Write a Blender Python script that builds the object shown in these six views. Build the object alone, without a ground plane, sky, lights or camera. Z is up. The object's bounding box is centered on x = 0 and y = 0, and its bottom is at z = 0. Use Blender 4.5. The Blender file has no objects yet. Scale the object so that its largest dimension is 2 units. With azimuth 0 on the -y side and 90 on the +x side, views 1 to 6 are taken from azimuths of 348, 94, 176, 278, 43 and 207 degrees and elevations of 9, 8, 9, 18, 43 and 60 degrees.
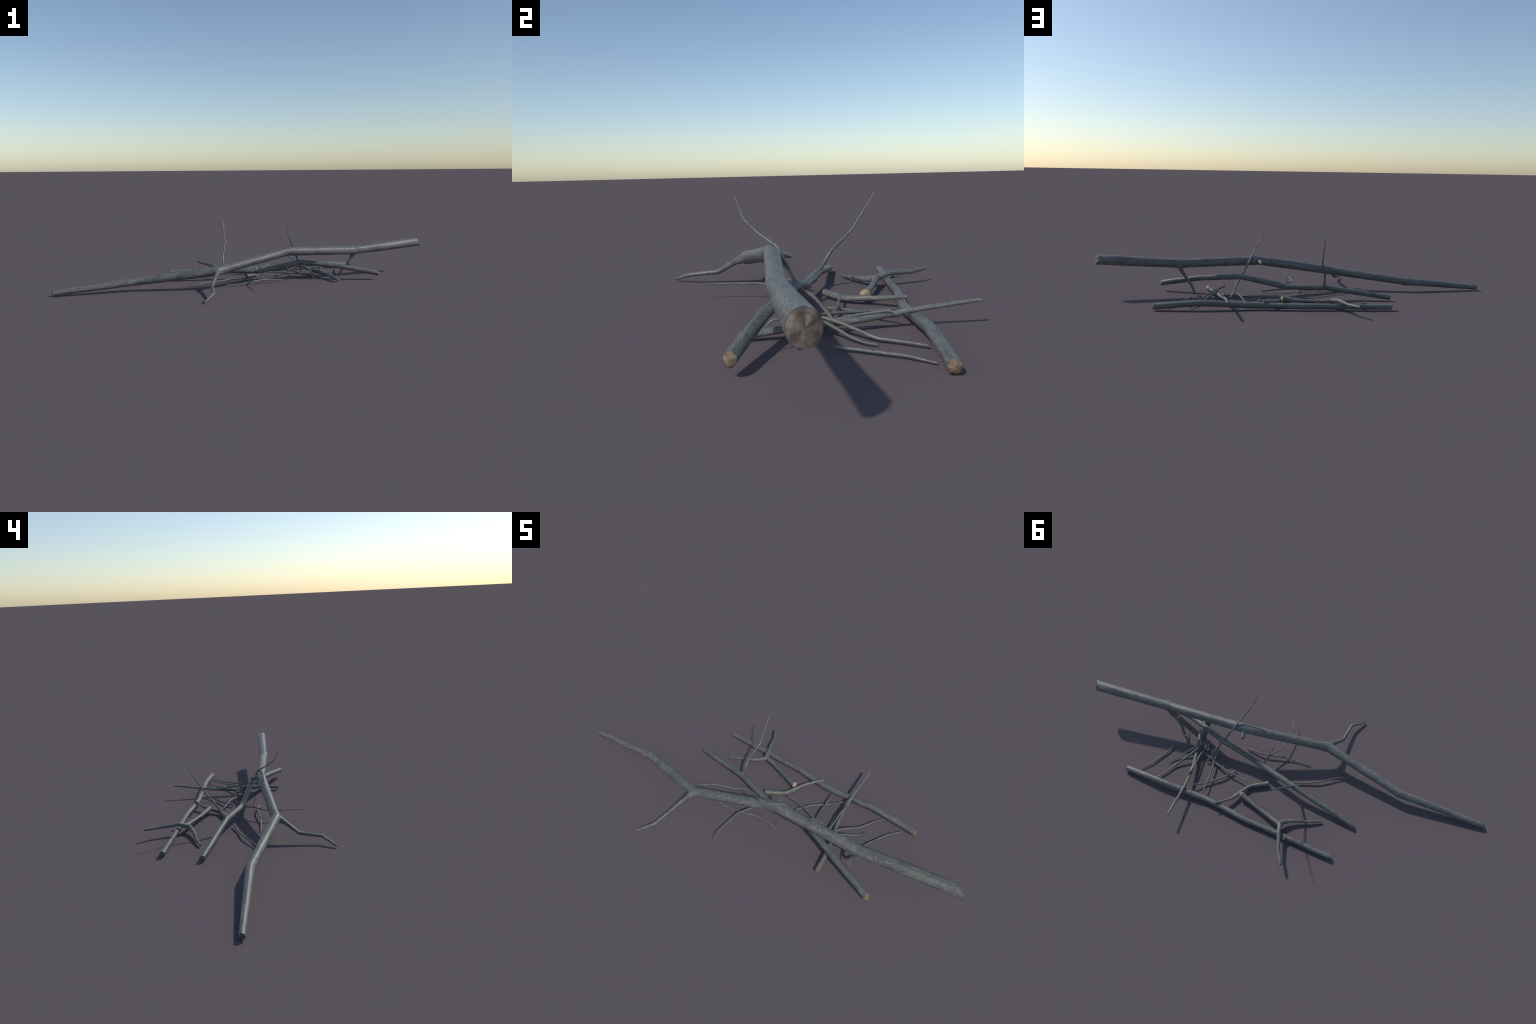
"""A loose pile of grey weathered dead branches: a long bent trunk branch with a
side branch, three thinner branches under and beside it, and loose twigs."""
import bpy, math
from mathutils import Vector, Matrix, noise

# ---------------------------------------------------------------- materials
def node(nt, kind, loc=(0, 0), **props):
    n = nt.nodes.new(kind)
    n.location = loc
    for k, v in props.items():
        setattr(n, k, v)
    return n

def ramp(nt, stops):
    n = node(nt, "ShaderNodeValToRGB")
    el = n.color_ramp.elements
    while len(el) < len(stops):
        el.new(0.5)
    for e, (p, c) in zip(el, stops):
        e.position = p
        e.color = (*c, 1.0) if len(c) == 3 else c
    return n

def noise_tex(nt, vec, scale, detail=4.0, rough=0.55, distort=0.0):
    n = node(nt, "ShaderNodeTexNoise")
    n.inputs["Scale"].default_value = scale
    n.inputs["Detail"].default_value = detail
    n.inputs["Roughness"].default_value = rough
    n.inputs["Distortion"].default_value = distort
    nt.links.new(vec, n.inputs["Vector"])
    return n.outputs["Fac"]

def mapped(nt, vec, scale):
    m = node(nt, "ShaderNodeMapping")
    m.inputs["Scale"].default_value = scale
    nt.links.new(vec, m.inputs["Vector"])
    return m.outputs["Vector"]

def mix(nt, fac, a, b, blend="MIX"):
    n = node(nt, "ShaderNodeMix", data_type="RGBA", blend_type=blend)
    for sock, v in ((n.inputs[0], fac), (n.inputs[6], a), (n.inputs[7], b)):
        if isinstance(v, (int, float)):
            sock.default_value = v
        elif isinstance(v, tuple):
            sock.default_value = (*v, 1.0)
        else:
            nt.links.new(v, sock)
    return n.outputs[2]

def grey(v):
    return (v, v, v)

def bark_material(name, dark, mid, pale, lichen, lichen_amount, speck_amount):
    """Smooth grey bark: long fibres along the local x axis, pale specks,
    blotches and a faint green-yellow algae film."""
    m = bpy.data.materials.new(name)
    m.use_nodes = True
    nt = m.node_tree
    bsdf = nt.nodes["Principled BSDF"]
    tc = node(nt, "ShaderNodeTexCoord")
    info = node(nt, "ShaderNodeObjectInfo")
    off = node(nt, "ShaderNodeVectorMath", operation="SCALE")
    comb = node(nt, "ShaderNodeCombineXYZ")
    for i in range(3):
        nt.links.new(info.outputs["Random"], comb.inputs[i])
    nt.links.new(comb.outputs[0], off.inputs[0])
    off.inputs["Scale"].default_value = 7.0
    add = node(nt, "ShaderNodeVectorMath", operation="ADD")
    nt.links.new(tc.outputs["Object"], add.inputs[0])
    nt.links.new(off.outputs[0], add.inputs[1])
    P = add.outputs[0]
    fibre = noise_tex(nt, mapped(nt, P, (55, 210, 210)), 1.0, 5, 0.65, 0.6)
    blotch = noise_tex(nt, mapped(nt, P, (14, 34, 34)), 1.0, 4, 0.6, 0.3)
    grain = noise_tex(nt, mapped(nt, P, (170, 330, 330)), 1.0, 3, 0.7)
    fr = ramp(nt, [(0.30, dark), (0.52, mid), (0.74, pale)])
    nt.links.new(fibre, fr.inputs[0])
    br = ramp(nt, [(0.30, grey(0.72)), (0.50, grey(0.98)), (0.72, grey(1.22))])
    nt.links.new(blotch, br.inputs[0])
    col = mix(nt, 1.0, fr.outputs[0], br.outputs[0], "MULTIPLY")
    gr = ramp(nt, [(0.30, grey(0.80)), (0.55, grey(1.0)), (0.75, grey(1.25))])
    nt.links.new(grain, gr.inputs[0])
    col = mix(nt, 1.0, col, gr.outputs[0], "MULTIPLY")
    # pale flecks where the outer skin has flaked, gathered in patches
    fleck = noise_tex(nt, mapped(nt, P, (95, 230, 230)), 1.0, 2, 0.5, 0.8)
    fl = ramp(nt, [(0.60, grey(0)), (0.70, grey(1))])
    nt.links.new(fleck, fl.inputs[0])
    where = noise_tex(nt, mapped(nt, P, (11, 26, 26)), 1.0, 2)
    wr = ramp(nt, [(0.45, grey(0)), (0.62, grey(speck_amount))])
    nt.links.new(where, wr.inputs[0])
    fm = node(nt, "ShaderNodeMath", operation="MULTIPLY")
    nt.links.new(fl.outputs[0], fm.inputs[0])
    nt.links.new(wr.outputs[0], fm.inputs[1])
    col = mix(nt, fm.outputs[0], col, (0.36, 0.385, 0.41))
    # algae film
    al = noise_tex(nt, mapped(nt, P, (9, 30, 30)), 1.0, 3, 0.6)
    ar = ramp(nt, [(0.60, grey(0)), (0.74, grey(lichen_amount))])
    nt.links.new(al, ar.inputs[0])
    col = mix(nt, ar.outputs[0], col, lichen)
    nt.links.new(col, bsdf.inputs["Base Color"])
    bsdf.inputs["Roughness"].default_value = 0.46
    bsdf.inputs["Specular IOR Level"].default_value = 0.5
    bump = node(nt, "ShaderNodeBump")
    bump.inputs["Strength"].default_value = 0.35
    bump.inputs["Distance"].default_value = 0.0015
    hs = node(nt, "ShaderNodeMath", operation="ADD")
    nt.links.new(fibre, hs.inputs[0])
    nt.links.new(grain, hs.inputs[1])
    nt.links.new(hs.outputs[0], bump.inputs["Height"])
    nt.links.new(bump.outputs[0], bsdf.inputs["Normal"])
    return m

def wood_material(name, dark, mid, pale):
    """Broken end grain: faint rings round the local x axis, cracks, stains."""
    m = bpy.data.materials.new(name)
    m.use_nodes = True
    nt = m.node_tree
    bsdf = nt.nodes["Principled BSDF"]
    P = node(nt, "ShaderNodeTexCoord").outputs["Object"]
    wave = node(nt, "ShaderNodeTexWave", wave_type="RINGS", rings_direction="X")
    wave.inputs["Scale"].default_value = 38.0
    wave.inputs["Distortion"].default_value = 9.0
    wave.inputs["Detail"].default_value = 3.0
    nt.links.new(P, wave.inputs["Vector"])
    stain = noise_tex(nt, P, 75, 4, 0.6)
    sr = ramp(nt, [(0.30, dark), (0.52, mid), (0.72, pale)])
    nt.links.new(stain, sr.inputs[0])
    rr = ramp(nt, [(0.1, grey(0.92)), (0.7, grey(1.03))])
    nt.links.new(wave.outputs["Fac"], rr.inputs[0])
    col = mix(nt, 1.0, sr.outputs[0], rr.outputs[0], "MULTIPLY")
    vor = node(nt, "ShaderNodeTexVoronoi", feature="DISTANCE_TO_EDGE")
    vor.inputs["Scale"].default_value = 85.0
    nt.links.new(P, vor.inputs["Vector"])
    cr = ramp(nt, [(0.0, grey(0.55)), (0.05, grey(1.0))])
    nt.links.new(vor.outputs["Distance"], cr.inputs[0])
    col = mix(nt, 0.3, col, mix(nt, 1.0, col, cr.outputs[0], "MULTIPLY"))
    nt.links.new(col, bsdf.inputs["Base Color"])
    bsdf.inputs["Roughness"].default_value = 0.65
    bump = node(nt, "ShaderNodeBump")
    bump.inputs["Strength"].default_value = 0.4
    bump.inputs["Distance"].default_value = 0.002
    nt.links.new(stain, bump.inputs["Height"])
    nt.links.new(bump.outputs[0], bsdf.inputs["Normal"])
    return m

BARK = bark_material("grey_bark", (0.075, 0.078, 0.079), (0.135, 0.137, 0.131), (0.225, 0.225, 0.212), (0.17, 0.18, 0.085), 0.55, 0.75)
BARK_MOSSY = bark_material("grey_green_bark", (0.068, 0.074, 0.071), (0.122, 0.128, 0.117), (0.20, 0.205, 0.185), (0.13, 0.165, 0.075), 0.7, 0.45)
BARK_TWIG = bark_material("twig_bark", (0.082, 0.087, 0.082), (0.145, 0.150, 0.138), (0.25, 0.25, 0.23), (0.20, 0.20, 0.10), 0.5, 0.4)
WOOD_BROWN = wood_material("brown_end_wood", (0.075, 0.055, 0.043), (0.130, 0.098, 0.078), (0.180, 0.142, 0.115))
WOOD_RUST = wood_material("reddish_end_wood", (0.075, 0.055, 0.042), (0.185, 0.120, 0.082), (0.30, 0.225, 0.165))
WOOD_PALE = wood_material("pale_end_wood", (0.22, 0.155, 0.100), (0.35, 0.255, 0.170), (0.45, 0.345, 0.245))
WOOD_OLIVE = wood_material("stained_end_wood", (0.07, 0.062, 0.045), (0.14, 0.12, 0.085), (0.23, 0.195, 0.14))
WOOD_DARK = wood_material("dark_end_wood", (0.05, 0.045, 0.04), (0.10, 0.085, 0.075), (0.16, 0.13, 0.11))

# ---------------------------------------------------------------- geometry
def smoothed_path(pts, corner, step):
    """Polyline of (x,y,z,r) with every kink rounded by a short quadratic arc,
    then resampled at about `step` times the local radius."""
    P = [Vector(p[:3]) for p in pts]
    R = [p[3] for p in pts]
    dense = [(P[0], R[0])]
    for i in range(1, len(P) - 1):
        a, b, c = P[i - 1], P[i], P[i + 1]
        cut = lambda q, w: min(corner * w * 6.0, 0.42 * (q - b).length)
        la, lc = cut(a, R[i]), cut(c, R[i])
        pa, pc = b + (a - b).normalized() * la, b + (c - b).normalized() * lc
        ra = R[i] + (R[i - 1] - R[i]) * la / max((a - b).length, 1e-6)
        rc = R[i] + (R[i + 1] - R[i]) * lc / max((c - b).length, 1e-6)
        for k in range(7):
            t = k / 6
            q = pa * (1 - t) ** 2 + b * 2 * t * (1 - t) + pc * t * t
            dense.append((q, ra * (1 - t) ** 2 + R[i] * 2 * t * (1 - t) + rc * t * t))
    dense.append((P[-1], R[-1]))
    out = [dense[0]]
    for (q0, r0), (q1, r1) in zip(dense[:-1], dense[1:]):
        n = max(1, int((q1 - q0).length / (step * max(0.5 * (r0 + r1), 0.0012))))
        for k in range(1, n + 1):
            t = k / n
            out.append((q0.lerp(q1, t), r0 + (r1 - r0) * t))
    return out

def frames(path):
    """Rotation-minimising frames along the path."""
    T = []
    for i in range(len(path)):
        a = path[max(i - 1, 0)][0]
        b = path[min(i + 1, len(path) - 1)][0]
        T.append((b - a).normalized())
    ref = Vector((0, 0, 1)) if abs(T[0].z) < 0.9 else Vector((1, 0, 0))
    U = [(ref - T[0] * ref.dot(T[0])).normalized()]
    for i in range(1, len(T)):
        U.append((T[i - 1].rotation_difference(T[i]) @ U[-1]).normalized())
    return [(t, u, t.cross(u)) for t, u in zip(T, U)]

def make_object(name, verts, faces, mat, frame, parent):
    inv = frame.inverted()
    me = bpy.data.meshes.new(name)
    me.from_pydata([inv @ v for v in verts], [], faces)
    me.validate()
    me.polygons.foreach_set("use_smooth", [True] * len(me.polygons))
    me.materials.append(mat)
    me.update()
    ob = bpy.data.objects.new(name, me)
    bpy.context.scene.collection.objects.link(ob)
    if parent is not None:
        ob.parent = parent
        ob.matrix_parent_inverse = parent.matrix_world.inverted()
    ob.matrix_world = frame
    ob.matrix_basis = frame if parent is None else frame
    return ob

def chord_frame(a, b):
    x = (b - a).normalized()
    ref = Vector((0, 0, 1)) if abs(x.z) < 0.9 else Vector((0, 1, 0))
    z = (ref - x * ref.dot(x)).normalized()
    y = z.cross(x)
    m = Matrix((x, y, z)).transposed().to_4x4()
    m.translation = a
    return m

class End:
    """How a branch ends: slant of the break (in radii) toward a direction,
    roughness of the rim, bulge of the exposed wood, and its material."""
    def __init__(self, mat, slant=0.25, toward=(0, 0, -1), rough=0.12, bulge=0.35, lip=0.0):
        self.mat, self.slant, self.toward = mat, slant, Vector(toward)
        self.rough, self.bulge, self.lip = rough, bulge, lip

def limb(name, pts, parent, mat=None, start=None, end=None, sides=20, corner=0.35, flare=0.0,
         lumps=0.035, knots=(), clamp=True):
    """A tube of bark along pts with (x, y, z, radius); `start` and `end` are
    End descriptions (a cut_end mesh closes the tube) or None (tapered tip or
    a base buried in the parent limb)."""
    mat = mat or BARK
    if clamp:   # nothing sinks below the ground
        pts = [(x, y, max(z, r * 1.03), r) for x, y, z, r in pts]
    path = smoothed_path(pts, corner, 0.8 if sides > 12 else 1.4)
    fr = frames(path)
    seed = Vector((pts[0][0] * 31.7, pts[0][1] * 17.3, pts[-1][0] * 23.1))
    n = len(path)
    s, length = [0.0], 0.0
    for i in range(1, n):
        length += (path[i][0] - path[i - 1][0]).length
        s.append(length)
    base = path[0][1]
    verts, faces, rings = [], [], []
    for i, ((c, r), (t, u, v)) in enumerate(zip(path, fr)):
        r = r * (1 + flare * math.exp(-s[i] / (2.2 * base)))
        ring = []
        for k in range(sides):
            a = 2 * math.pi * k / sides
            d = u * math.cos(a) + v * math.sin(a)
            q = seed + Vector((s[i] / max(base, 0.006) * 0.16, math.cos(a) * 0.9, math.sin(a) * 0.9))
            fine = seed * 2 + Vector((s[i] / max(base, 0.006) * 0.55, math.cos(a) * 2.2, math.sin(a) * 2.2))
            rr = r * (1 + lumps * noise.noise(q) * 2 + lumps * 0.6 * noise.noise(fine))
            p = c + d * rr
            for kn in knots:
                kp, kr, kh = Vector(kn[:3]), kn[3], kn[4]
                g = math.exp(-((p - kp).length / kr) ** 2)
                p = p + d * kh * g
            for e, at in ((start, 0), (end, n - 1)):
                if e is not None:
                    reach = 2.0 * r
                    far = s[i] if at == 0 else length - s[i]
                    if far < reach:
                        w = (1 - far / reach) ** 2
                        out = -t if at == 0 else t
                        jag = noise.noise(seed * 3 + d * 2.1) * e.rough * 2
                        p = p + out * r * w * (e.slant * d.dot(e.toward) + jag)
            if clamp:
                p.z = max(p.z, 0.0004)
            ring.append(len(verts))
            verts.append(p)
        rings.append(ring)
    for a, b in zip(rings[:-1], rings[1:]):
        for k in range(sides):
            faces.append((a[k], a[(k + 1) % sides], b[(k + 1) % sides], b[k]))
    if start is None:
        faces.append(tuple(reversed(rings[0])))
    if end is None:   # rounded tip
        c, r = path[-1]
        tip = len(verts)
        verts.append(c + fr[-1][0] * r * 0.9)
        for k in range(sides):
            faces.append((rings[-1][k], rings[-1][(k + 1) % sides], tip))
    ob = make_object(name, verts, faces, mat, chord_frame(path[0][0], path[-1][0]), parent)
    for e, at in ((start, 0), (end, n - 1)):
        if e is not None:
            out = -fr[0][0] if at == 0 else fr[-1][0]
            cut_end([verts[k] for k in rings[at]], path[at][0], out, path[at][1], e, at == 0, ob)
    return ob

def cut_end(rim, centre, out, r, e, flip, parent):
    """Exposed wood closing a limb: concentric rings domed outward, rough."""
    sides, steps = len(rim), 5
    mid = sum(rim, Vector()) / sides
    verts, faces = [], []
    for j in range(steps):
        t = j / steps
        for p in rim:
            q = mid.lerp(p, 1 - t)
            h = e.bulge * r * (1 - (1 - t) ** 2.2)
            h += r * e.rough * 0.9 * noise.noise((q - mid) / r * 1.6 + centre * 19) * (1 if j else 0)
            if j == 0:
                q = mid + (p - mid) * 0.992
                h = -0.03 * r
            v = q + out * h
            v.z = max(v.z, 0.0006)
            verts.append(v)
    verts.append(mid + out * e.bulge * r)
    for j in range(steps - 1):
        for k in range(sides):
            a, b = j * sides + k, j * sides + (k + 1) % sides
            faces.append((a, b, b + sides, a + sides))
    for k in range(sides):
        a, b = (steps - 1) * sides + k, (steps - 1) * sides + (k + 1) % sides
        faces.append((a, b, steps * sides))
    if flip:
        faces = [tuple(reversed(f)) for f in faces]
    return make_object("cut_end", verts, faces, e.mat, chord_frame(centre, centre + out), parent)

def thing(name, at, label, category="branch"):
    ob = bpy.data.objects.new(name, None)
    ob.empty_display_size = 0.05
    ob.location = at
    bpy.context.scene.collection.objects.link(ob)
    bpy.context.view_layer.update()
    ob["label"], ob["category"] = label, category
    return ob

def tagged(ob, label, category="twig"):
    ob["label"], ob["category"] = label, category
    return ob

# ---------------------------------------------------------------- the long trunk branch
big = thing("large_branch", (0.983, 0.021, 0.0), "long bent grey weathered tree branch with brown broken butt")
trunk = [(0.982, 0.0235, 0.1800, 0.0262), (0.583, -0.0315, 0.1535, 0.0230), (0.195, -0.062, 0.1655, 0.0226),
         (-0.204, -0.173, 0.0948, 0.0218), (-0.595, -0.104, 0.0484, 0.0194), (-0.992, -0.128, 0.0132, 0.0126)]
limb("stem", trunk, big, sides=32, corner=0.09,
     start=End(WOOD_BROWN, 0.52, (0, -0.72, -0.68), 0.16, 0.20), end=End(WOOD_DARK, 0.1, (0, 0, -1), 0.08, 0.4),
     knots=[(-0.590, -0.100, 0.032, 0.012, 0.004), (0.33, -0.045, 0.188, 0.006, 0.0025), (-0.20, -0.190, 0.095, 0.03, 0.004),
            (0.585, -0.020, 0.138, 0.022, 0.004), (-0.40, -0.135, 0.055, 0.02, 0.0015), (0.612, -0.054, 0.166, 0.018, 0.0055)])
side = [(-0.197, -0.176, 0.0960, 0.0190), (-0.203, -0.195, 0.0885, 0.0150), (-0.212, -0.216, 0.079, 0.0102), (-0.240, -0.280, 0.040, 0.0083),
        (-0.245, -0.383, 0.0295, 0.0070), (-0.296, -0.446, 0.006, 0.0044)]
limb("side_branch", side, big, sides=18, corner=0.16, end=End(WOOD_RUST, 0.2), lumps=0.06)
limb("broken_stub", [(0.190, -0.055, 0.163, 0.0120), (0.185, -0.036, 0.160, 0.0090), (0.178, -0.016, 0.1575, 0.0086), (0.177, -0.011, 0.157, 0.0076)], big,
     sides=16, flare=0.3, end=End(WOOD_RUST, 0.1, bulge=0.2))
hang = limb("hanging_twig", [(0.590, -0.020, 0.146, 0.0120), (0.584, -0.018, 0.130, 0.0098), (0.555, -0.020, 0.080, 0.0076),
                             (0.528, -0.007, 0.048, 0.0068), (0.513, 0.008, 0.0065, 0.0056)], big,
            mat=BARK_MOSSY, sides=14, flare=0.2, end=End(WOOD_DARK, 0.2))
limb("twiglet", [(0.553, -0.024, 0.079, 0.0044), (0.560, -0.045, 0.0755, 0.0027), (0.565, -0.065, 0.057, 0.0006)], hang,
     mat=BARK_TWIG, sides=8)

# ---------------------------------------------------------------- the branch lying under it
mid = thing("branch", (0.691, -0.115, 0.0), "slender bent grey branch with thin upright twigs")
limb("stem", [(0.691, -0.116, 0.037, 0.0145), (0.496, -0.064, 0.073, 0.0138), (0.284, 0.005, 0.0938, 0.0132),
              (0.057, 0.027, 0.048, 0.0138), (-0.132, 0.073, 0.0540, 0.0137), (-0.449, 0.122, 0.0140, 0.0121)], mid,
     mat=BARK_MOSSY, sides=24, corner=0.12, start=End(WOOD_RUST, 0.45, (0, 0, -1), 0.15, 0.55), end=End(WOOD_OLIVE, 0.3, (0, 1, 0), 0.25, 0.1),
     knots=[(-0.045, 0.060, 0.040, 0.010, 0.004), (-0.132, 0.075, 0.066, 0.012, 0.002), (0.275, 0.0, 0.104, 0.012, 0.002)])
limb("twig", [(0.275, 0.001, 0.098, 0.0062), (0.270, -0.003, 0.108, 0.0050), (0.228, -0.046, 0.188, 0.0040), (0.206, -0.098, 0.221, 0.0036),
              (0.179, -0.140, 0.260, 0.0026), (0.166, -0.157, 0.305, 0.0017), (0.163, -0.163, 0.318, 0.0008)], mid,
     mat=BARK_TWIG, sides=10, corner=0.5)
limb("twig", [(-0.130, 0.074, 0.058, 0.0078), (-0.129, 0.080, 0.068, 0.0064), (-0.127, 0.113, 0.124, 0.0049), (-0.103, 0.180, 0.197, 0.0038),
              (-0.105, 0.229, 0.277, 0.0026), (-0.104, 0.252, 0.318, 0.0017)], mid, mat=BARK_TWIG, sides=10, corner=0.5)
long_twig = limb("twig", [(0.060, 0.024, 0.049, 0.0045), (0.058, 0.012, 0.049, 0.0038), (0.048, -0.040, 0.049, 0.0036), (0.013, -0.111, 0.046, 0.0033),
                          (0.0205, -0.248, 0.048, 0.0025), (0.040, -0.300, 0.0445, 0.0011)], mid,
                 mat=BARK_TWIG, sides=10, corner=0.5)
limb("twiglet", [(0.048, -0.038, 0.048, 0.0024), (0.049, -0.038, 0.074, 0.0018), (0.034, -0.048, 0.099, 0.0014), (0.029, -0.051, 0.130, 0.0006)],
     long_twig, mat=BARK_TWIG, sides=8)
limb("twig", [(0.286, 0.010, 0.086, 0.0072), (0.292, 0.026, 0.079, 0.0056), (0.301, 0.050, 0.066, 0.0049), (0.312, 0.077, 0.035, 0.0044),
              (0.332, 0.101, 0.006, 0.0032)], mid, mat=BARK_TWIG, sides=10, corner=0.5)

# ---------------------------------------------------------------- the branch lying on the ground
low = thing("branch", (0.666, 0.301, 0.0), "wavy grey branch lying flat with reddish broken end")
limb("stem", [(0.666, 0.301, 0.0150, 0.0144), (0.468, 0.302, 0.0315, 0.0145), (0.343, 0.295, 0.0230, 0.0142), (0.208, 0.287, 0.0158, 0.0140),
              (0.086, 0.299, 0.0158, 0.0134), (0.021, 0.306, 0.0150, 0.0130), (-0.117, 0.304, 0.0145, 0.0125), (-0.410, 0.308, 0.0135, 0.0120)], low,
     sides=24, corner=0.9, start=End(WOOD_RUST, 0.3, (0, 0.6, -0.6), 0.22, 0.45), end=End(WOOD_OLIVE, 0.35, (0, -0.4, 0.8), 0.25, 0.15),
     knots=[(0.185, 0.290, 0.030, 0.010, 0.003)])
limb("broken_stub", [(-0.196, 0.306, 0.022, 0.0062), (-0.190, 0.329, 0.024, 0.0034)], low, sides=12, end=End(WOOD_DARK, 0.5))

# ---------------------------------------------------------------- forked branch resting on it
fork = thing("forked_branch", (0.083, 0.201, 0.0), "short grey forked branch with pale tan broken end")
limb("stem", [(0.083, 0.201, 0.0245, 0.0152), (0.040, 0.212, 0.0220, 0.0108), (-0.040, 0.236, 0.0228, 0.0090), (-0.100, 0.2525, 0.0270, 0.0098), (-0.149, 0.2655, 0.0315, 0.0118),
              (-0.160, 0.305, 0.043, 0.0094), (-0.184, 0.357, 0.042, 0.0082), (-0.197, 0.388, 0.0415, 0.0074), (-0.235, 0.442, 0.0455, 0.0060)], fork,
     sides=18, corner=0.14, start=End(WOOD_PALE, 0.1, (0, -1, 0), 0.15, 0.65), end=End(WOOD_DARK, 0.3), lumps=0.05)
limb("side_branch", [(-0.137, 0.266, 0.0300, 0.0118), (-0.149, 0.252, 0.0265, 0.0115), (-0.172, 0.231, 0.0205, 0.0096), (-0.212, 0.208, 0.016, 0.0078), (-0.242, 0.199, 0.013, 0.0068),
                     (-0.312, 0.162, 0.0072, 0.0046)], fork, sides=16, corner=0.8, end=End(WOOD_DARK, 0.3), lumps=0.06)
limb("twiglet", [(0.005, 0.219, 0.016, 0.0020), (-0.004, 0.203, 0.015, 0.0014), (-0.014, 0.190, 0.017, 0.0006)], fork, mat=BARK_TWIG, sides=8)

# ---------------------------------------------------------------- sticks and loose twigs
stick = thing("stick", (0.457, -0.127, 0.0), "straight grey stick propped over a branch", "stick")
limb("stem", [(0.457, -0.125, 0.0112, 0.0096), (0.443, -0.046, 0.0205, 0.0090), (0.418, 0.026, 0.022, 0.0086), (0.377, 0.138, 0.024, 0.0084),
              (0.356, 0.226, 0.034, 0.0078), (0.345, 0.291, 0.044, 0.0064), (0.333, 0.450, 0.064, 0.0051)], stick,
     mat=BARK_TWIG, sides=18, corner=0.8, start=End(WOOD_RUST, 0.2, (1, 0, 0)), end=End(WOOD_DARK, 0.2), lumps=0.05)
crook = thing("crooked_stick", (0.0, 0.088, 0.0), "short crooked grey stick tapering to tip", "stick")
limb("stem", [(0.000, 0.088, 0.0130, 0.0112), (0.076, 0.142, 0.0110, 0.0098), (0.119, 0.239, 0.021, 0.0074), (0.178, 0.301, 0.038, 0.0042)], crook,
     mat=BARK_TWIG, sides=16, corner=0.3, start=End(WOOD_RUST, 0.4, (0, 0, 1), 0.25, -0.15), end=End(WOOD_PALE, 0.1), lumps=0.06)

twin = thing("forked_twig", (0.361, 0.007, 0.0), "thin grey twig splitting into two prongs", "twig")
limb("stem", [(0.361, 0.007, 0.045, 0.0044), (0.391, 0.044, 0.0385, 0.0043), (0.412, 0.066, 0.0340, 0.0041), (0.447, 0.106, 0.0195, 0.0037), (0.461, 0.123, 0.0120, 0.0034),
              (0.485, 0.1525, 0.0045, 0.0029), (0.500, 0.182, 0.004, 0.0022)], twin, mat=BARK_TWIG, sides=10, corner=0.8, start=End(WOOD_DARK, 0.2))
limb("prong", [(0.392, 0.052, 0.0380, 0.0042), (0.397, 0.072, 0.0375, 0.0052), (0.415, 0.111, 0.029, 0.0051), (0.462, 0.186, 0.0063, 0.0045),
               (0.486, 0.242, 0.0060, 0.0037), (0.513, 0.289, 0.0055, 0.0029)], twin, mat=BARK_TWIG, sides=10, corner=0.5)

def loose_twig(pts, label, start=None):
    return tagged(limb("loose_twig", pts, None, mat=BARK_TWIG, sides=10, corner=0.5, lumps=0.07, start=start), label)

loose_twig([(-0.083, 0.044, 0.013, 0.0042), (-0.149, 0.014, 0.005, 0.0042), (-0.214, -0.020, 0.013, 0.0040), (-0.298, -0.085, 0.011, 0.0033),
            (-0.358, -0.121, 0.004, 0.0022)], "thin wavy pale grey twig on the ground")
loose_twig([(0.176, -0.051, 0.007, 0.0043), (0.119, -0.048, 0.0135, 0.0042), (0.0785, -0.0523, 0.0170, 0.0041), (-0.008, -0.077, 0.014, 0.0038),
            (-0.064, -0.087, 0.0055, 0.0032), (-0.1175, -0.0914, 0.0055, 0.0028), (-0.146, -0.091, 0.003, 0.0022)], "thin curved pale grey twig on the ground", End(WOOD_RUST, 0.1))
loose_twig([(0.366, 0.007, 0.007, 0.0048), (0.372, 0.092, 0.0255, 0.0044), (0.362, 0.170, 0.0385, 0.0037), (0.361, 0.198, 0.042, 0.0029),
            (0.370, 0.231, 0.048, 0.0022)], "thin bent grey twig leaning on a stick", End(WOOD_RUST, 0.1))
loose_twig([(0.312, 0.009, 0.016, 0.0050), (0.294, 0.089, 0.022, 0.0046), (0.277, 0.152, 0.021, 0.0039), (0.261, 0.258, 0.0245, 0.0031)],
           "straight thin grey twig tapering to point", End(WOOD_RUST, 0.1))
loose_twig([(0.365, 0.066, 0.010, 0.0046), (0.319, 0.079, 0.016, 0.0050), (0.280, 0.096, 0.014, 0.0052), (0.206, 0.114, 0.021, 0.0042),
            (0.099, 0.126, 0.024, 0.0026)], "thin grey twig rising slightly to its tip", End(WOOD_RUST, 0.1))
loose_twig([(0.523, 0.088, 0.007, 0.0034), (0.537, 0.130, 0.0060, 0.0042), (0.559, 0.187, 0.005, 0.0038), (0.577, 0.226, 0.0062, 0.0032), (0.612, 0.282, 0.0025, 0.0022)],
           "thin grey twig lying on the ground", End(WOOD_RUST, 0.1))
loose_twig([(0.177, 0.090, 0.008, 0.0048), (0.214, 0.152, 0.010, 0.0045), (0.280, 0.217, 0.009, 0.0039), (0.326, 0.252, 0.023, 0.0029)],
           "thin bowed grey twig with reddish broken end", End(WOOD_RUST, 0.1))

bpy.context.view_layer.update()
